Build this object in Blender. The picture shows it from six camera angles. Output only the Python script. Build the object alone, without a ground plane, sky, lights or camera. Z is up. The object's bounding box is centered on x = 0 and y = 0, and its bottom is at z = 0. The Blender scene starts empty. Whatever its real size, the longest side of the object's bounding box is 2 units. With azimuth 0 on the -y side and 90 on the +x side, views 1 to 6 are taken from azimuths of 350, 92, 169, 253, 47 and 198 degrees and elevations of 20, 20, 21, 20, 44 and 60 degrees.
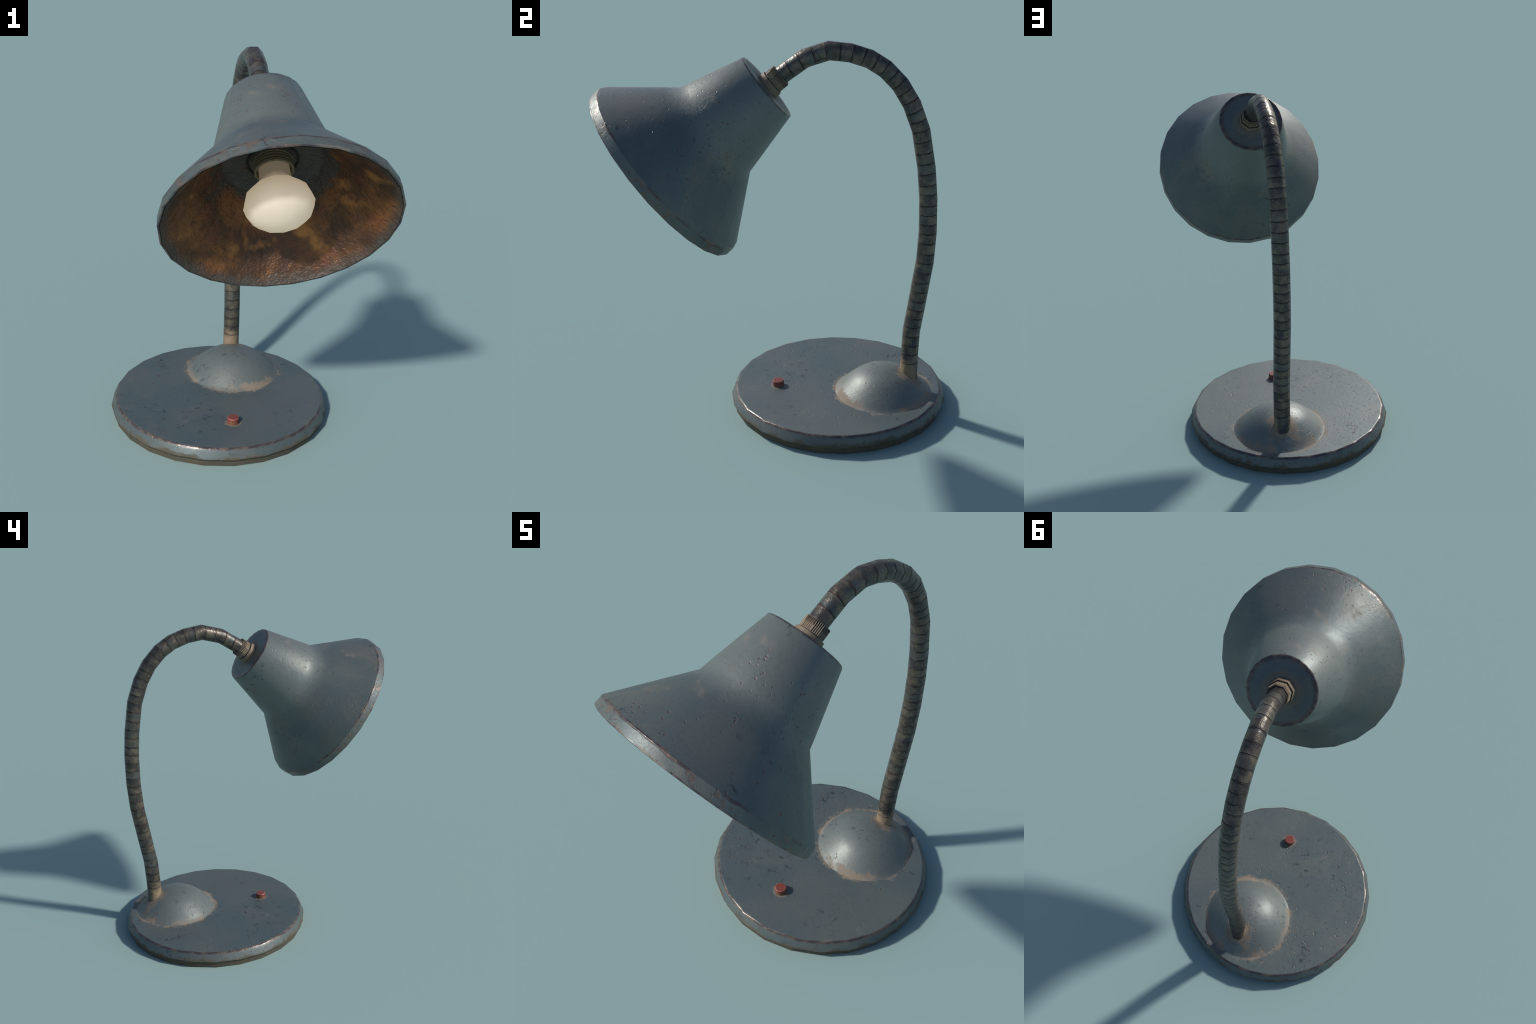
"""Old gooseneck desk lamp: painted steel shade with rusty inside, banded flexible neck,
round foot with a dome and a red push button."""
import bpy, math, random
from mathutils import Vector, Matrix

rnd = random.Random(7)
SIDES = 24                       # shade and foot are turned with 24 flats

# --------------------------------------------------------------------------
#  small node-building kit
# --------------------------------------------------------------------------
class Mat:
    def __init__(self, name):
        self.m = bpy.data.materials.new(name)
        self.m.use_nodes = True
        self.nt = self.m.node_tree
        self.nt.nodes.clear()
        self.out = self.nt.nodes.new('ShaderNodeOutputMaterial')
        self.bsdf = self.nt.nodes.new('ShaderNodeBsdfPrincipled')
        self.nt.links.new(self.bsdf.outputs[0], self.out.inputs[0])
        self.tc = self.nt.nodes.new('ShaderNodeTexCoord')
        self.obj = self.tc.outputs['Object']
        s = self.node('ShaderNodeSeparateXYZ', {0: self.obj})
        self.x, self.y, self.z = s.outputs

    def node(self, kind, ins=None, **props):
        n = self.nt.nodes.new(kind)
        for k, v in props.items():
            setattr(n, k, v)
        for k, v in (ins or {}).items():
            self.put(n.inputs[k], v)
        return n

    def put(self, sock, v):
        if isinstance(v, bpy.types.NodeSocket):
            self.nt.links.new(v, sock)
        elif isinstance(v, (tuple, list)) and len(v) == 3 and sock.type == 'RGBA':
            sock.default_value = (*v, 1)
        else:
            sock.default_value = v

    def math(self, op, a, b=0.0, c=0.0, clamp=False):
        return self.node('ShaderNodeMath', {0: a, 1: b, 2: c}, operation=op, use_clamp=clamp).outputs[0]

    def add(self, a, b): return self.math('ADD', a, b)
    def sub(self, a, b): return self.math('SUBTRACT', a, b)
    def mul(self, a, b): return self.math('MULTIPLY', a, b)
    def inv(self, a): return self.math('SUBTRACT', 1.0, a)
    def maxi(self, a, b): return self.math('MAXIMUM', a, b)

    def step(self, v, lo, hi):
        """0 below lo, 1 above hi, smooth in between (lo may be above hi)."""
        flip = lo > hi
        if flip:
            lo, hi = hi, lo
        o = self.node('ShaderNodeMapRange', {0: v, 1: lo, 2: hi, 3: 1.0 if flip else 0.0,
                                             4: 0.0 if flip else 1.0}, interpolation_type='SMOOTHSTEP')
        return o.outputs[0]

    def coord(self, scale=(1, 1, 1), shift=(0, 0, 0), rot=(0, 0, 0)):
        return self.node('ShaderNodeMapping', {0: self.obj, 1: shift, 2: rot, 3: scale}).outputs[0]

    def noise(self, scale, detail=4, rough=.55, dist=0.0, vec=None, shift=None):
        if vec is None:
            vec = self.coord(shift=shift) if shift else self.obj
        return self.node('ShaderNodeTexNoise', {'Vector': vec, 'Scale': scale, 'Detail': detail,
                                                'Roughness': rough, 'Distortion': dist}).outputs[0]

    def pits(self, scale, vec=None, shift=(0, 0, 0)):
        return self.node('ShaderNodeTexVoronoi', {'Vector': vec or self.coord(shift=shift), 'Scale': scale},
                         feature='F1').outputs['Distance']

    def dist(self, point):
        n = self.node('ShaderNodeVectorMath', {0: self.obj, 1: point}, operation='DISTANCE')
        return n.outputs['Value']

    def radius(self, cx=0.0, cy=0.0):
        a, b = self.sub(self.x, cx), self.sub(self.y, cy)
        return self.math('SQRT', self.add(self.mul(a, a), self.mul(b, b)))

    def near(self, v, at, width):
        """1 where v is close to `at`, fading to 0 at +-width."""
        return self.step(self.math('ABSOLUTE', self.sub(v, at)), width, width * .25)

    def mix(self, fac, a, b):
        n = self.node('ShaderNodeMix', data_type='RGBA')
        self.put(n.inputs[0], fac); self.put(n.inputs[6], a); self.put(n.inputs[7], b)
        return n.outputs[2]

    def fmix(self, fac, a, b):
        n = self.node('ShaderNodeMix', data_type='FLOAT')
        self.put(n.inputs[0], fac); self.put(n.inputs[2], a); self.put(n.inputs[3], b)
        return n.outputs[0]

    def finish(self, color, rough, metal=0.0, height=None, bump=.3, distance=.01, **more):
        self.put(self.bsdf.inputs['Base Color'], color)
        self.put(self.bsdf.inputs['Roughness'], rough)
        self.put(self.bsdf.inputs['Metallic'], metal)
        for k, v in more.items():
            self.put(self.bsdf.inputs[k], v)
        if height is not None:
            b = self.node('ShaderNodeBump', {'Strength': bump, 'Distance': distance, 'Height': height})
            self.put(self.bsdf.inputs['Normal'], b.outputs[0])
        return self.m


# colours of the matter on the lamp
BLUE = (.096, .124, .126)
GREY = (.130, .144, .134)
WARM = (.165, .148, .118)
PALE = (.165, .188, .178)
DUST = (.300, .205, .120)
RUST_EDGE = (.066, .052, .056)
DARK = (.018, .022, .030)
RED_RUST = (.150, .060, .040)


def painted(M, edge, dust, dirt=None, pit_zone=None, metal=.28, tint=None, warm=.45):
    """Scuffed blue-grey enamel; edge / dust / dirt are 0..1 masks."""
    cloud = M.noise(3.2, 3)
    col = M.mix(M.step(cloud, .38, .64), BLUE, GREY)
    if tint:
        col = M.mix(tint[0], col, tint[1])
    col = M.mix(M.mul(M.step(M.noise(5.5, 5, shift=(3, 1, 7)), .54, .74), warm), col, WARM)
    fine = M.noise(60, 3)
    col = M.mix(M.mul(M.step(fine, .45, .75), .18), col, (.06, .075, .09))
    # dark scuffs that gather in patches
    zone = M.step(M.noise(4.5, 2, shift=(11, 4, 2)), .48, .66)
    scuff = M.mul(zone, M.step(M.noise(26, 7, .7, .6, shift=(5, 5, 5)), .555, .65))
    col = M.mix(M.mul(scuff, .7), col, DARK)
    # hair-line scratches
    sc = M.noise(5, 2, .5, 0, vec=M.coord((2, 40, 6), rot=(.3, .5, .7)))
    scr = M.mul(M.near(sc, .5, .012), M.step(M.noise(3.3, 1, shift=(8, 2, 9)), .53, .6))
    col = M.mix(M.mul(scr, .35), col, DARK)
    # chips: red-brown pits
    pz = pit_zone if pit_zone is not None else M.step(M.noise(2.6, 2, shift=(2, 9, 4)), .42, .58)
    warp = M.node('ShaderNodeVectorMath', {0: M.obj, 1: M.node('ShaderNodeVectorMath', {0: M.node('ShaderNodeTexNoise', {'Vector': M.obj, 'Scale': 55.0}).outputs[1], 1: (.022, .022, .022)}, operation='MULTIPLY').outputs[0]}, operation='ADD').outputs[0]
    p = M.step(M.pits(34, vec=warp), .20, .08)
    p2 = M.mul(M.step(M.pits(15, vec=warp), .12, .05), .9)
    pit = M.mul(M.maxi(p, p2), pz)
    col = M.mix(M.mul(pit, .75), col, RED_RUST)
    col = M.mix(dust, col, M.mix(M.noise(70, 4), (.19, .148, .110), (.30, .238, .172)))
    if dirt is not None:
        col = M.mix(dirt, col, M.mix(M.noise(30, 4), (.045, .042, .030), (.12, .095, .06)))
    col = M.mix(edge, col, M.mix(M.step(M.noise(24, 3), .4, .65), RUST_EDGE, (.150, .112, .090)))
    rough = M.fmix(M.step(M.noise(9, 4, shift=(1, 6, 1)), .35, .7), .455, .505)
    cover = M.maxi(dust, dirt) if dirt is not None else dust
    rough = M.fmix(cover, rough, .85)
    rough = M.fmix(edge, rough, .30)
    met = M.mul(M.inv(cover), metal)
    h = M.sub(M.add(M.mul(M.noise(45, 4), .25), M.mul(M.noise(8, 3), .10)), M.mul(pit, .7))
    h = M.sub(h, M.mul(scr, .06))
    h = M.sub(h, M.mul(edge, M.mul(M.noise(50, 3), .5)))
    return M.finish(col, rough, met, h, .55, .006)


# --------------------------------------------------------------------------
#  mesh helpers
# --------------------------------------------------------------------------
def build(name, verts, faces, mats, index=None, smooth=True, sharp=()):
    me = bpy.data.meshes.new(name)
    me.from_pydata([tuple(v) for v in verts], [], faces)
    for m in mats:
        me.materials.append(m)
    if index:
        me.polygons.foreach_set('material_index', index)
    me.polygons.foreach_set('use_smooth', [smooth] * len(me.polygons))
    if sharp:
        sharp = {frozenset(e) for e in sharp}
        for e in me.edges:
            if frozenset(e.vertices) in sharp:
                e.use_edge_sharp = True
    me.update()
    ob = bpy.data.objects.new(name, me)
    bpy.context.scene.collection.objects.link(ob)
    return ob


def turned(name, profile, mats, sides=SIDES, phase=0.0, shape=None, centre=(0, 0)):
    """Lathe `profile`, a list of (height, radius, sharp, material).  Radius 0 closes to a point.
    shape(height, radius, angle) may return a displaced (height, radius)."""
    verts, faces, index, sharp, rings = [], [], [], [], []
    for h, r, *_ in profile:
        ring = []
        if r <= 1e-6:
            verts.append((centre[0], centre[1], h)); ring = [len(verts) - 1] * sides
        else:
            for k in range(sides):
                a = phase + 2 * math.pi * k / sides
                hh, rr = shape(h, r, a) if shape else (h, r)
                verts.append((centre[0] + rr * math.cos(a), centre[1] + rr * math.sin(a), hh))
                ring.append(len(verts) - 1)
        rings.append(ring)
    for i in range(len(rings) - 1):
        a, b = rings[i], rings[i + 1]
        for k in range(sides):
            j = (k + 1) % sides
            f = []
            for v in (a[k], a[j], b[j], b[k]):
                if v not in f:
                    f.append(v)
            if len(f) > 2:
                faces.append(f); index.append(profile[i][3])
    for (h, r, s, _), ring in zip(profile, rings):
        if s and r > 1e-6:
            sharp += [(ring[k], ring[(k + 1) % sides]) for k in range(sides)]
    ob = build(name, verts, faces, mats, index, True, sharp)
    import bmesh
    bm = bmesh.new(); bm.from_mesh(ob.data)
    bmesh.ops.recalc_face_normals(bm, faces=bm.faces)
    bm.to_mesh(ob.data); bm.free()
    return ob


def adopt(child, parent, matrix=None):
    child.parent = parent
    if matrix is not None:
        child.matrix_local = matrix
    return child


# --------------------------------------------------------------------------
#  the lamp
# --------------------------------------------------------------------------
lamp = bpy.data.objects.new('desk_lamp', None)
bpy.context.scene.collection.objects.link(lamp)
lamp['label'] = 'old blue-grey gooseneck desk lamp with rusty shade and red button'
lamp['category'] = 'desk lamp'

PLANE_X = .0975                          # neck, shade and dome share this plane
FOOT = (-.0183, .2958)
FOOT_TOP = .0962
DOME = (.0880, .5455)
STEM = (PLANE_X, .686)
BUTTON = (.0090, -.0390)

# ---- foot ----------------------------------------------------------------
M = Mat('foot_enamel')                   # object origin is the foot centre on the ground
dome_l = (DOME[0] - FOOT[0], DOME[1] - FOOT[1])
btn_l = (BUTTON[0] - FOOT[0], BUTTON[1] - FOOT[1])
rad = M.radius()
wob = M.mul(M.sub(M.noise(16, 4), .5), .012)
edge = M.mul(M.near(M.add(rad, wob), .5745, .009), M.step(M.z, .080, .090))
side_chip = M.mul(M.step(M.noise(30, 4, .6, .5), .60, .68), M.mul(M.step(M.noise(3, 1, shift=(6, 1, 1)), .55, .62), M.step(rad, .575, .582)))
edge = M.maxi(edge, M.mul(side_chip, .8))
# dust that has settled round the dome, round the button and in from the rim
streak = M.noise(22, 5, .65, .8)
ddome = M.sub(M.radius(*dome_l), .252)
ring = M.step(M.sub(ddome, M.mul(M.sub(streak, .5), .13)), .036, .006)
ring = M.mul(ring, M.step(M.noise(5.5, 2, shift=(0, 3, 0)), .36, .56))
dbtn = M.mul(M.step(M.sub(M.radius(*btn_l), M.mul(M.sub(streak, .5), .04)), .050, .034), .7)
dedge = M.mul(M.mul(M.step(rad, .44, .575), M.step(M.noise(6, 4, shift=(7, 7, 0)), .52, .74)), .42)
film = M.mul(M.step(M.noise(11, 5, shift=(2, 5, 0)), .64, .74), .28)
top = M.step(M.z, .088, .094)
dust = M.mul(M.maxi(M.maxi(ring, dbtn), M.maxi(dedge, film)), top)
# grime creeping up from the table
climb = M.add(M.z, M.mul(M.sub(M.noise(9, 6, .72, .4), .5), .11))
dirt = M.mul(M.step(climb, .060, .042), .92)
foot_mat = painted(M, edge, dust, dirt, warm=.2, tint=(.40, (.092, .126, .134)))

M = Mat('foot_felt')
felt = M.finish(M.mix(M.noise(40, 4), (.03, .028, .022), (.10, .08, .055)), .9, 0, M.noise(90, 4), .4, .004)

foot = turned('foot', [(0, 0, 0, 0), (0, .587, 1, 0), (.024, .5915, 1, 0), (.0265, .5885, 0, 0), (.029, .5935, 0, 0),
                       (.044, .6018, 1, 0), (.088, .5815, 0, 0), (.0938, .5778, 0, 0), (.0962, .573, 0, 0), (.0962, .566, 0, 0), (.0962, 0, 0, 0)],
              [foot_mat])
adopt(foot, lamp, Matrix.Translation((FOOT[0], FOOT[1], 0)))

M = Mat('dome_enamel')                   # origin: dome centre on the foot's top
rad = M.radius()
stem_l = (STEM[0] - DOME[0], STEM[1] - DOME[1], .085)
streak = M.noise(24, 5, .65, .8)
skirt = M.mul(M.near(M.add(rad, M.mul(M.sub(streak, .5), .09)), .256, .030), M.step(M.noise(5, 2, shift=(0, 3, 0)), .44, .60))
collar = M.mul(M.step(M.sub(M.dist(stem_l), M.mul(M.sub(M.noise(13, 6, .7), .5), .24)), .105, .06), .9)
crease = M.mul(M.near(M.add(M.radius(stem_l[0], stem_l[1]), M.mul(M.sub(streak, .5), .012)), .068, .007), .5)
dome_mat = painted(M, M.mul(crease, .6), M.maxi(M.mul(skirt, .85), collar), tint=(.75, PALE))
dome = turned('dome', [(0, .268, 0, 0), (.004, .259, 0, 0), (.020, .243, 0, 0), (.058, .202, 0, 0), (.090, .163, 0, 0), (.110, .132, 0, 0), (.128, .080, 0, 0), (.136, .035, 0, 0), (.138, 0, 0, 0)],
              [dome_mat], sides=40, phase=math.radians(30))
adopt(dome, foot, Matrix.Translation((dome_l[0], dome_l[1], FOOT_TOP - .001)))

M = Mat('red_button')
lowmix = M.step(M.add(M.z, M.mul(M.sub(M.noise(60, 4), .5), .012)), .028, .012)
col = M.mix(M.noise(50, 3), (.175, .042, .028), (.215, .055, .038))
col = M.mix(M.mul(lowmix, .75), col, (.17, .09, .055))
col = M.mix(M.mul(M.near(M.radius(), .030, .005), M.step(M.z, .028, .032)), col, (.28, .10, .08))
btn_mat = M.finish(col, .42, 0, M.noise(120, 3), .15, .002)
button = turned('push_button', [(0, .0335, 0, 0), (.0315, .0325, 1, 0), (.0345, .0300, 1, 0), (.0345, 0, 0, 0)], [btn_mat], sides=8)
adopt(button, foot, Matrix.Translation((btn_l[0], btn_l[1], FOOT_TOP - .001)))

# ---- shade ---------------------------------------------------------------
AX = Vector((0, -.7927, -.6096)).normalized()          # from the crown out through the mouth
XL = Vector((1, 0, 0)); YL = AX.cross(XL)
CROWN = Vector((PLANE_X + .0018, -.0354, 1.7933))
frame = Matrix(((XL.x, YL.x, AX.x, CROWN.x), (XL.y, YL.y, AX.y, CROWN.y), (XL.z, YL.z, AX.z, CROWN.z), (0, 0, 0, 1)))

M = Mat('shade_enamel')
rad = M.radius()
wob = M.mul(M.sub(M.noise(14, 5, .6), .5), .022)
patchy = M.step(M.noise(5, 2, shift=(9, 1, 1)), .34, .50)
e1 = M.mul(M.near(M.add(M.z, wob), .640, .009), patchy)
e2 = M.mul(M.near(M.add(M.z, wob), .688, .007), M.step(M.noise(7, 2, shift=(3, 8, 1)), .35, .6))
e3 = M.mul(M.near(M.add(M.z, M.mul(wob, .6)), .001, .008), M.step(rad, .150, .172))
band = M.mul(M.mul(M.step(M.z, .636, .646), M.step(M.noise(24, 5, .65), .50, .58)), M.step(M.noise(4, 1, shift=(1, 1, 8)), .38, .54))
edge = M.maxi(M.maxi(e1, e2), M.maxi(e3, M.mul(band, .85)))
around = M.mul(M.mul(M.step(M.sub(rad, M.mul(M.sub(M.noise(18, 5), .5), .07)), .125, .075), M.step(M.z, .006, .002)), .45)
film = M.mul(M.step(M.noise(6, 5, .6, .5, shift=(2, 5, 1)), .58, .76), .42)
lip = M.mul(M.mul(M.step(M.z, .676, .686), M.step(M.noise(9, 3, shift=(4, 4, 1)), .5, .62)), .5)
dust = M.maxi(M.maxi(around, film), lip)
neck_part = M.mul(M.step(M.add(M.z, M.mul(M.sub(M.noise(5, 3), .5), .16)), .42, .30), M.step(M.z, .0005, .004))
shade_mat = painted(M, edge, dust, tint=(M.mul(neck_part, .75), PALE),
                    pit_zone=M.maxi(M.step(M.noise(2.6, 2, shift=(2, 9, 4)), .42, .58), M.mul(M.step(M.z, .600, .650), M.step(M.noise(3.5, 2, shift=(2, 2, 2)), .36, .5))))

M = Mat('shade_rust')
rad = M.radius()
n1 = M.noise(4.5, 4, .6, .4); n2 = M.noise(16, 5, .65)
col = M.mix(M.step(n1, .36, .66), (.070, .034, .019), (.235, .095, .030))
col = M.mix(M.mul(M.step(n2, .48, .70), .7), col, (.060, .032, .020))
col = M.mix(M.mul(M.step(M.noise(7, 3, shift=(5, 2, 8)), .55, .72), .8), col, (.46, .200, .052))
col = M.mix(M.mul(M.step(M.noise(9, 3, shift=(1, 7, 3)), .58, .72), .6), col, (.17, .055, .035))
grey = M.maxi(M.step(M.add(M.z, M.mul(M.sub(M.add(M.mul(n2, .4), M.mul(n1, .6)), .5), .45)), .44, .37), M.mul(M.step(M.add(M.z, M.mul(M.sub(n2, .5), .06)), .640, .682), .8))
col = M.mix(grey, col, M.mix(n2, (.050, .050, .046), (.10, .088, .080)))
rust_mat = M.finish(col, M.fmix(n2, .36, .5), .25, M.add(M.noise(38, 4, .6), M.mul(M.noise(90, 3), .4)), .8, .012)

def lumpy(h, r, a):
    """Blistered metal on the inside wall, kept thin at the lip and on the round of 24 flats."""
    step = 2 * math.pi / SIDES
    flat = math.cos(step / 2) / math.cos((a % step) - step / 2)
    k = max(0.0, min(1.0, (.672 - h) / .05)) if h > .362 else 0.0
    p = Vector((r * math.cos(a) * 22, r * math.sin(a) * 22, h * 22))
    from mathutils import noise
    d = noise.fractal(p, .7, 2.0, 3) * .0035 * k
    return h, r * flat - .002 - abs(d)

outer = [(.000, 0, 0, 0), (.000, .1740, 0, 0), (.000, .1805, 0, 0), (.0035, .1842, 0, 0), (.290, .2597, 0, 0), (.339, .2715, 0, 0), (.395, .3176, 0, 0), (.6395, .5182, 1, 0),
         (.6870, .5216, 1, 0), (.6892, .5190, 0, 0), (.6880, .5130, 1, 0)]
shade = turned('lamp_shade', outer, [shade_mat])
adopt(shade, lamp, frame)
inner_h = [.6885 - (.6885 - .362) * i / 44 for i in range(45)]
wall = [(h, .2290 + (.5125 - .2290) * (h - .362) / (.6885 - .362), 0, 0) for h in inner_h]
ceiling = [(.356, .222, 0, 0), (.354, .19, 0, 0), (.354, .10, 0, 0), (.354, 0, 0, 0)]
liner = turned('inner_wall', wall + ceiling, [rust_mat], sides=SIDES * 8, shape=lumpy)
adopt(liner, shade, Matrix())

# ---- lamp holder and bulb -------------------------------------------------
M = Mat('holder_porcelain')
hold_mat = M.finish(M.mix(M.noise(14, 4), (.15, .135, .085), (.21, .185, .12)), .55, 0, M.noise(50, 3), .15, .003)
prof = [(.350, .0, 0, 0), (.350, .092, 1, 0), (.362, .092, 1, 0)]
for i in range(3):
    h0 = .364 + i * .015
    prof += [(h0, .084, 0, 0), (h0 + .003, .089, 0, 0), (h0 + .010, .089, 0, 0), (h0 + .013, .084, 0, 0)]
prof += [(.412, .0895, 1, 0), (.414, .0800, 1, 0), (.385, .0780, 1, 0), (.385, 0, 0, 0)]
holder = turned('lamp_holder', prof, [hold_mat], sides=16)
adopt(holder, shade, Matrix())

M = Mat('black_gasket')
gasket_mat = M.finish(M.mix(M.noise(40, 3), (.006, .006, .006), (.016, .014, .012)), .7)
gasket = turned('gasket_ring', [(.352, .108, 1, 0), (.360, .109, 1, 0), (.360, .119, 1, 0), (.352, .120, 1, 0)], [gasket_mat], sides=16)
adopt(gasket, shade, Matrix())

M = Mat('frosted_glass')
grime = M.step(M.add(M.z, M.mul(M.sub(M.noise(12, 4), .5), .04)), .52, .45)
col = M.mix(M.noise(9, 4, .6, .6), (.46, .42, .36), (.54, .50, .43))
col = M.mix(M.mul(grime, .55), col, (.36, .29, .19))  # bulb colour goes to a darker tan towards the neck
glass = M.finish(col, .38, 0, M.noise(20, 3), .05, .003)
# warm emission lifts the bulb's shaded half, fading towards the darker neck
glow = M.mul(M.inv(M.mul(grime, .75)), M.fmix(M.noise(6, 3), .30, .38))
M.put(M.bsdf.inputs['Emission Color'], (1.0, .80, .53))
M.put(M.bsdf.inputs['Emission Strength'], glow)
body = [(.587 + (.103 if t > 0 else .107) * math.sin(t), .1555 * math.cos(t), 0, 0) for t in (-1.02, -.72, -.36, 0, .36, .72, 1.08, 1.36)]
bulb = turned('light_bulb', [(.386, 0, 0, 0), (.386, .068, 1, 0), (.462, .0705, 0, 0), (.482, .074, 0, 0)] + body + [(.690, 0, 0, 0)],
              [glass], sides=12, phase=math.radians(15))
adopt(bulb, shade, Matrix())

# ---- neck joint on the crown ---------------------------------------------
OCT = math.radians(22.5)                 # flats face up, down and sideways
COS8 = math.cos(OCT)
M = Mat('joint_bakelite')
rib = M.noise(26, 2, .5, 0, vec=M.coord((1.6, 1.6, .18)))
col = M.mix(M.noise(18, 4), (.17, .130, .088), (.26, .205, .140))
low = M.step(M.add(M.z, M.mul(M.sub(M.noise(30, 3), .5), .03)), -.066, -.086)
col = M.mix(M.mul(M.mul(M.step(rib, .52, .62), low), .7), col, (.09, .06, .05))
joint_mat = M.finish(col, .6, 0, M.add(M.noise(40, 3), M.mul(rib, 1.2)), .5, .005)
M = Mat('dark_gap')
gap_mat = M.finish((.03, .024, .020), .8)
joint = turned('neck_joint', [(.002, 0, 0, 0), (.002, .0655 / COS8, 0, 0), (-.006, .0655 / COS8, 1, 0), (-.0305, .0640 / COS8, 1, 0), (-.0325, .0620 / COS8, 1, 1),
                              (-.0325, .0520 / COS8, 0, 1), (-.0350, .0525 / COS8, 1, 0), (-.0355, .0540 / COS8, 1, 0),
                              (-.0860, .0540 / COS8, 1, 0), (-.0885, .0520 / COS8, 1, 1), (-.0885, .0455 / COS8, 1, 1), (-.080, 0, 0, 0)],
               [joint_mat, gap_mat], sides=8, phase=OCT)
# the knurled barrel: flutes round the nut
flutes = []
for f in range(8):
    for k in range(5):
        flutes.append((f * math.pi / 4, (k - 2) * .0086))
V, F = [], []
for a, t in flutes:
    n = Vector((math.cos(a), math.sin(a), 0)); s = Vector((-math.sin(a), math.cos(a), 0))
    b = len(V)
    for z, w in ((-.0370, .0030), (-.052, .0030), (-.0850, .0026)):
        c = n * .0537 + s * t
        for q in (c - s * w, c + n * .0028, c + s * w):
            V.append((q.x, q.y, z))
    for i in (0, 3):
        F += [(b + i, b + i + 1, b + i + 4, b + i + 3), (b + i + 1, b + i + 2, b + i + 5, b + i + 4)]
    F += [(b, b + 2, b + 1), (b + 6, b + 7, b + 8), (b, b + 3, b + 5, b + 2), (b + 3, b + 6, b + 8, b + 5)]
flute_faces = len(F)
for a, t in flutes:                      # raised dark wedges between the flutes, wide at the neck end
    n = Vector((math.cos(a), math.sin(a), 0)); s = Vector((-math.sin(a), math.cos(a), 0))
    for side in (-1, 1):
        b = len(V); c = s * (t + side * .0043)
        for r, z, w in ((.0530, -.060, .0004), (.0530, -.0862, .0020), (.0547, -.060, .0004), (.0549, -.0862, .0020)):
            for k in (-1, 1):
                q = n * r + c + s * (w * k)
                V.append((q.x, q.y, z))
        F += [(b + 4, b + 5, b + 7, b + 6), (b, b + 2, b + 3, b + 1), (b, b + 4, b + 6, b + 2), (b + 1, b + 3, b + 7, b + 5), (b + 2, b + 6, b + 7, b + 3), (b, b + 1, b + 5, b + 4)]
knurl = build('knurling', V, F, [joint_mat, gap_mat], [0] * flute_faces + [1] * (len(F) - flute_faces), smooth=False)
knurl['kind'] = 'stuff'
adopt(joint, shade, Matrix())
adopt(knurl, shade, Matrix())

# ---- gooseneck ------------------------------------------------------------
# bend points of the neck in its plane, from the shade's joint over the arch down into the dome: (y, z)
BENDS = [(.0225, 1.8385), (.1514, 1.9232), (.2695, 1.9558), (.3724, 1.9412), (.4639, 1.9099), (.5422, 1.8588),
         (.6145, 1.7821), (.6728, 1.6841), (.7206, 1.5531), (.7527, 1.3602), (.7660, 1.2028), (.7684, 1.0249),
         (.7580, .8575), (.7226, .6275), (.6950, .4537), (.6877, .3086), (.6855, .1500)]
HALF = .0438                             # centre to flat
CORNER = HALF / COS8
NECK_X = PLANE_X - .0015
pts = [Vector((NECK_X, y - .0015, z)) for y, z in BENDS]
seg_len = [(b - a).length for a, b in zip(pts, pts[1:])]
arc = [0.0]
for l in seg_len:
    arc.append(arc[-1] + l)
TOTAL = arc[-1]

def section(s):
    """Centre, outward normal (in the plane of the neck) and mitre stretch at arc length s."""
    for i in range(len(seg_len)):
        if s <= arc[i + 1] + 1e-9 or i == len(seg_len) - 1:
            break
    t = (s - arc[i]) / seg_len[i]
    d = [(b - a).normalized() for a, b in zip(pts, pts[1:])]
    def nodal(k):
        a = d[max(k - 1, 0)]; b = d[min(k, len(d) - 1)]
        m = (a + b).normalized()
        return m, 1 / max(.5, m.dot(b))
    m0, k0 = nodal(i); m1, k1 = nodal(i + 1)
    m = m0.lerp(m1, t).normalized()          # bands lean gradually between bends
    along = d[i]
    c = pts[i].lerp(pts[i + 1], t)
    n = Vector((0, -m.z, m.y))
    stretch = 1 / max(.5, m.dot(along))
    return c, n, stretch

def neck_ring(s, inset=0.0):
    c, n, k = section(s)
    out = []
    for j in range(8):
        a = OCT + j * math.pi / 4
        r = CORNER - inset
        out.append(c + n * (r * math.cos(a) * k) + Vector((1, 0, 0)) * (r * math.sin(a)))
    return out

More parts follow.
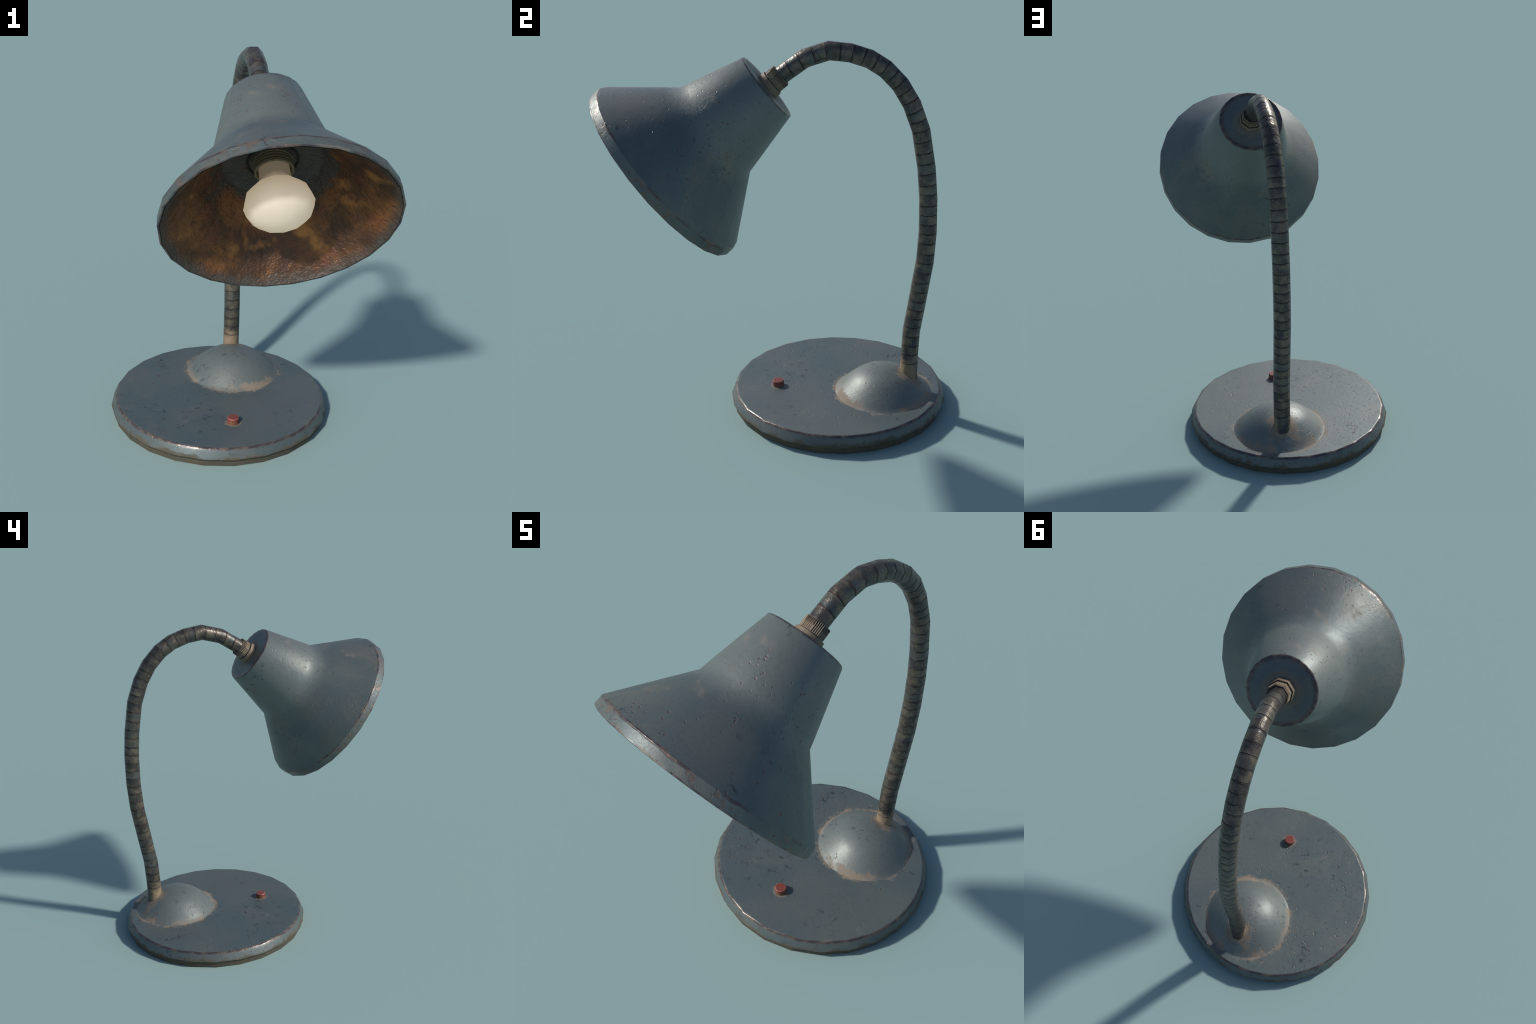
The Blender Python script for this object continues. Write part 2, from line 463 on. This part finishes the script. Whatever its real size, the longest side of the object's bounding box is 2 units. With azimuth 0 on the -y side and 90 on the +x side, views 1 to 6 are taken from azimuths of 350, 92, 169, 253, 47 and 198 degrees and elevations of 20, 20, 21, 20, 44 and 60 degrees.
def neck_metal(name, smudge):
    M = Mat(name)
    rndm = M.node('ShaderNodeObjectInfo').outputs['Random']
    shift = M.node('ShaderNodeVectorMath', {0: M.obj, 1: M.node('ShaderNodeCombineXYZ', {0: M.mul(rndm, 3.0)}).outputs[0]}, operation='ADD').outputs[0]
    a = M.noise(17, 5, .62, .3, vec=shift)
    col = M.mix(M.step(a, .34, .72), (.056, .053, .050), (.185, .155, .115))
    col = M.mix(M.mul(M.step(M.noise(7, 3, vec=shift), .5, .68), .65), col, (.085, .105, .110))
    col = M.mix(M.mul(M.step(M.noise(8, 3, shift=(4, 1, 2)), .58, .72), .7), col, (.030, .036, .070))
    col = M.mix(M.mul(M.step(rndm, .55, 1.0), .25), col, (.06, .052, .05))
    if smudge:
        red = M.step(M.noise(5, 2, shift=(1, 5, 1)), .50, .64)
        col = M.mix(M.mul(M.step(M.noise(34, 4), .36, .62), .85), col, M.mix(red, (.024, .022, .022), (.075, .034, .026)))
    low = M.step(M.add(M.z, M.mul(M.sub(M.noise(16, 4), .5), .12)), .310, .245)
    front = M.step(M.add(M.y, M.mul(M.sub(M.noise(24, 4), .5), .03)), .722, .700)
    dust = M.mul(M.mul(low, front), .85)
    col = M.mix(dust, col, M.mix(M.noise(80, 3), (.24, .175, .11), (.33, .25, .16)))
    return M.finish(col, M.fmix(dust, M.fmix(a, .42, .30), .8), M.mul(M.inv(dust), .5),
                    M.add(M.noise(55, 4), M.mul(M.noise(20, 3), .6)), .5, .006)

band_mat = neck_metal('neck_band', False)
smudge_mat = neck_metal('neck_band_smudged', True)
M = Mat('neck_groove')
groove_mat = M.finish(M.mix(M.step(M.noise(9, 3), .5, .66), (.020, .017, .018), (.055, .026, .020)), .75)

# cuts between the bands: wide near the head, close further down, never quite regular
cuts = [.0]
while cuts[-1] < TOTAL - .15:
    f = cuts[-1] / TOTAL
    pitch = .068 if f < .13 else .062 if f < .22 else .0545
    cuts.append(cuts[-1] + pitch * rnd.uniform(.90, 1.09))
cuts.append(TOTAL)

neck = None
def neck_piece(name, s0, s1, inset_ends, mats, core=False):
    stations = [(s0, inset_ends, 2), (s0 + .0022, 0, 1), (s0 + .0085, 0, 0), (s1 - .0020, 0, 2), (s1, inset_ends, 2)]
    if core:
        stations = [(s0, .004, 0), (s1, .004, 0)]
    for b in arc[1:-1]:
        if s0 + .004 < b < s1 - .004:
            stations.append((b, .004 if core else 0, None))
    stations.sort(key=lambda q: q[0])
    V, F, idx, sharp = [], [], [], []
    cur = 0
    rows = []
    for s, inset, mat in stations:
        rows.append(len(V)); V += neck_ring(s, inset)
    for i in range(len(rows) - 1):
        if stations[i][2] is not None:
            cur = stations[i][2]
        for j in range(8):
            k = (j + 1) % 8
            F.append((rows[i] + j, rows[i] + k, rows[i + 1] + k, rows[i + 1] + j)); idx.append(0 if core else cur)
    F.append(tuple(rows[0] + j for j in range(8))); idx.append(0 if core else 2)
    F.append(tuple(rows[-1] + j for j in reversed(range(8)))); idx.append(0 if core else 2)
    for r in (rows[0], rows[-1], rows[1], rows[-2]):
        sharp += [(r + j, r + (j + 1) % 8) for j in range(8)]
    ob = build(name, V, F, mats, idx, True, sharp)
    import bmesh
    bm = bmesh.new(); bm.from_mesh(ob.data)
    bmesh.ops.recalc_face_normals(bm, faces=bm.faces)
    bm.to_mesh(ob.data); bm.free()
    return ob

neck = neck_piece('gooseneck', .004, TOTAL - .004, 0, [groove_mat], core=True)
adopt(neck, lamp)
for a, b in zip(cuts, cuts[1:]):
    seg = neck_piece('neck_band', a, b, .0022, [band_mat, smudge_mat, groove_mat])
    adopt(seg, neck)
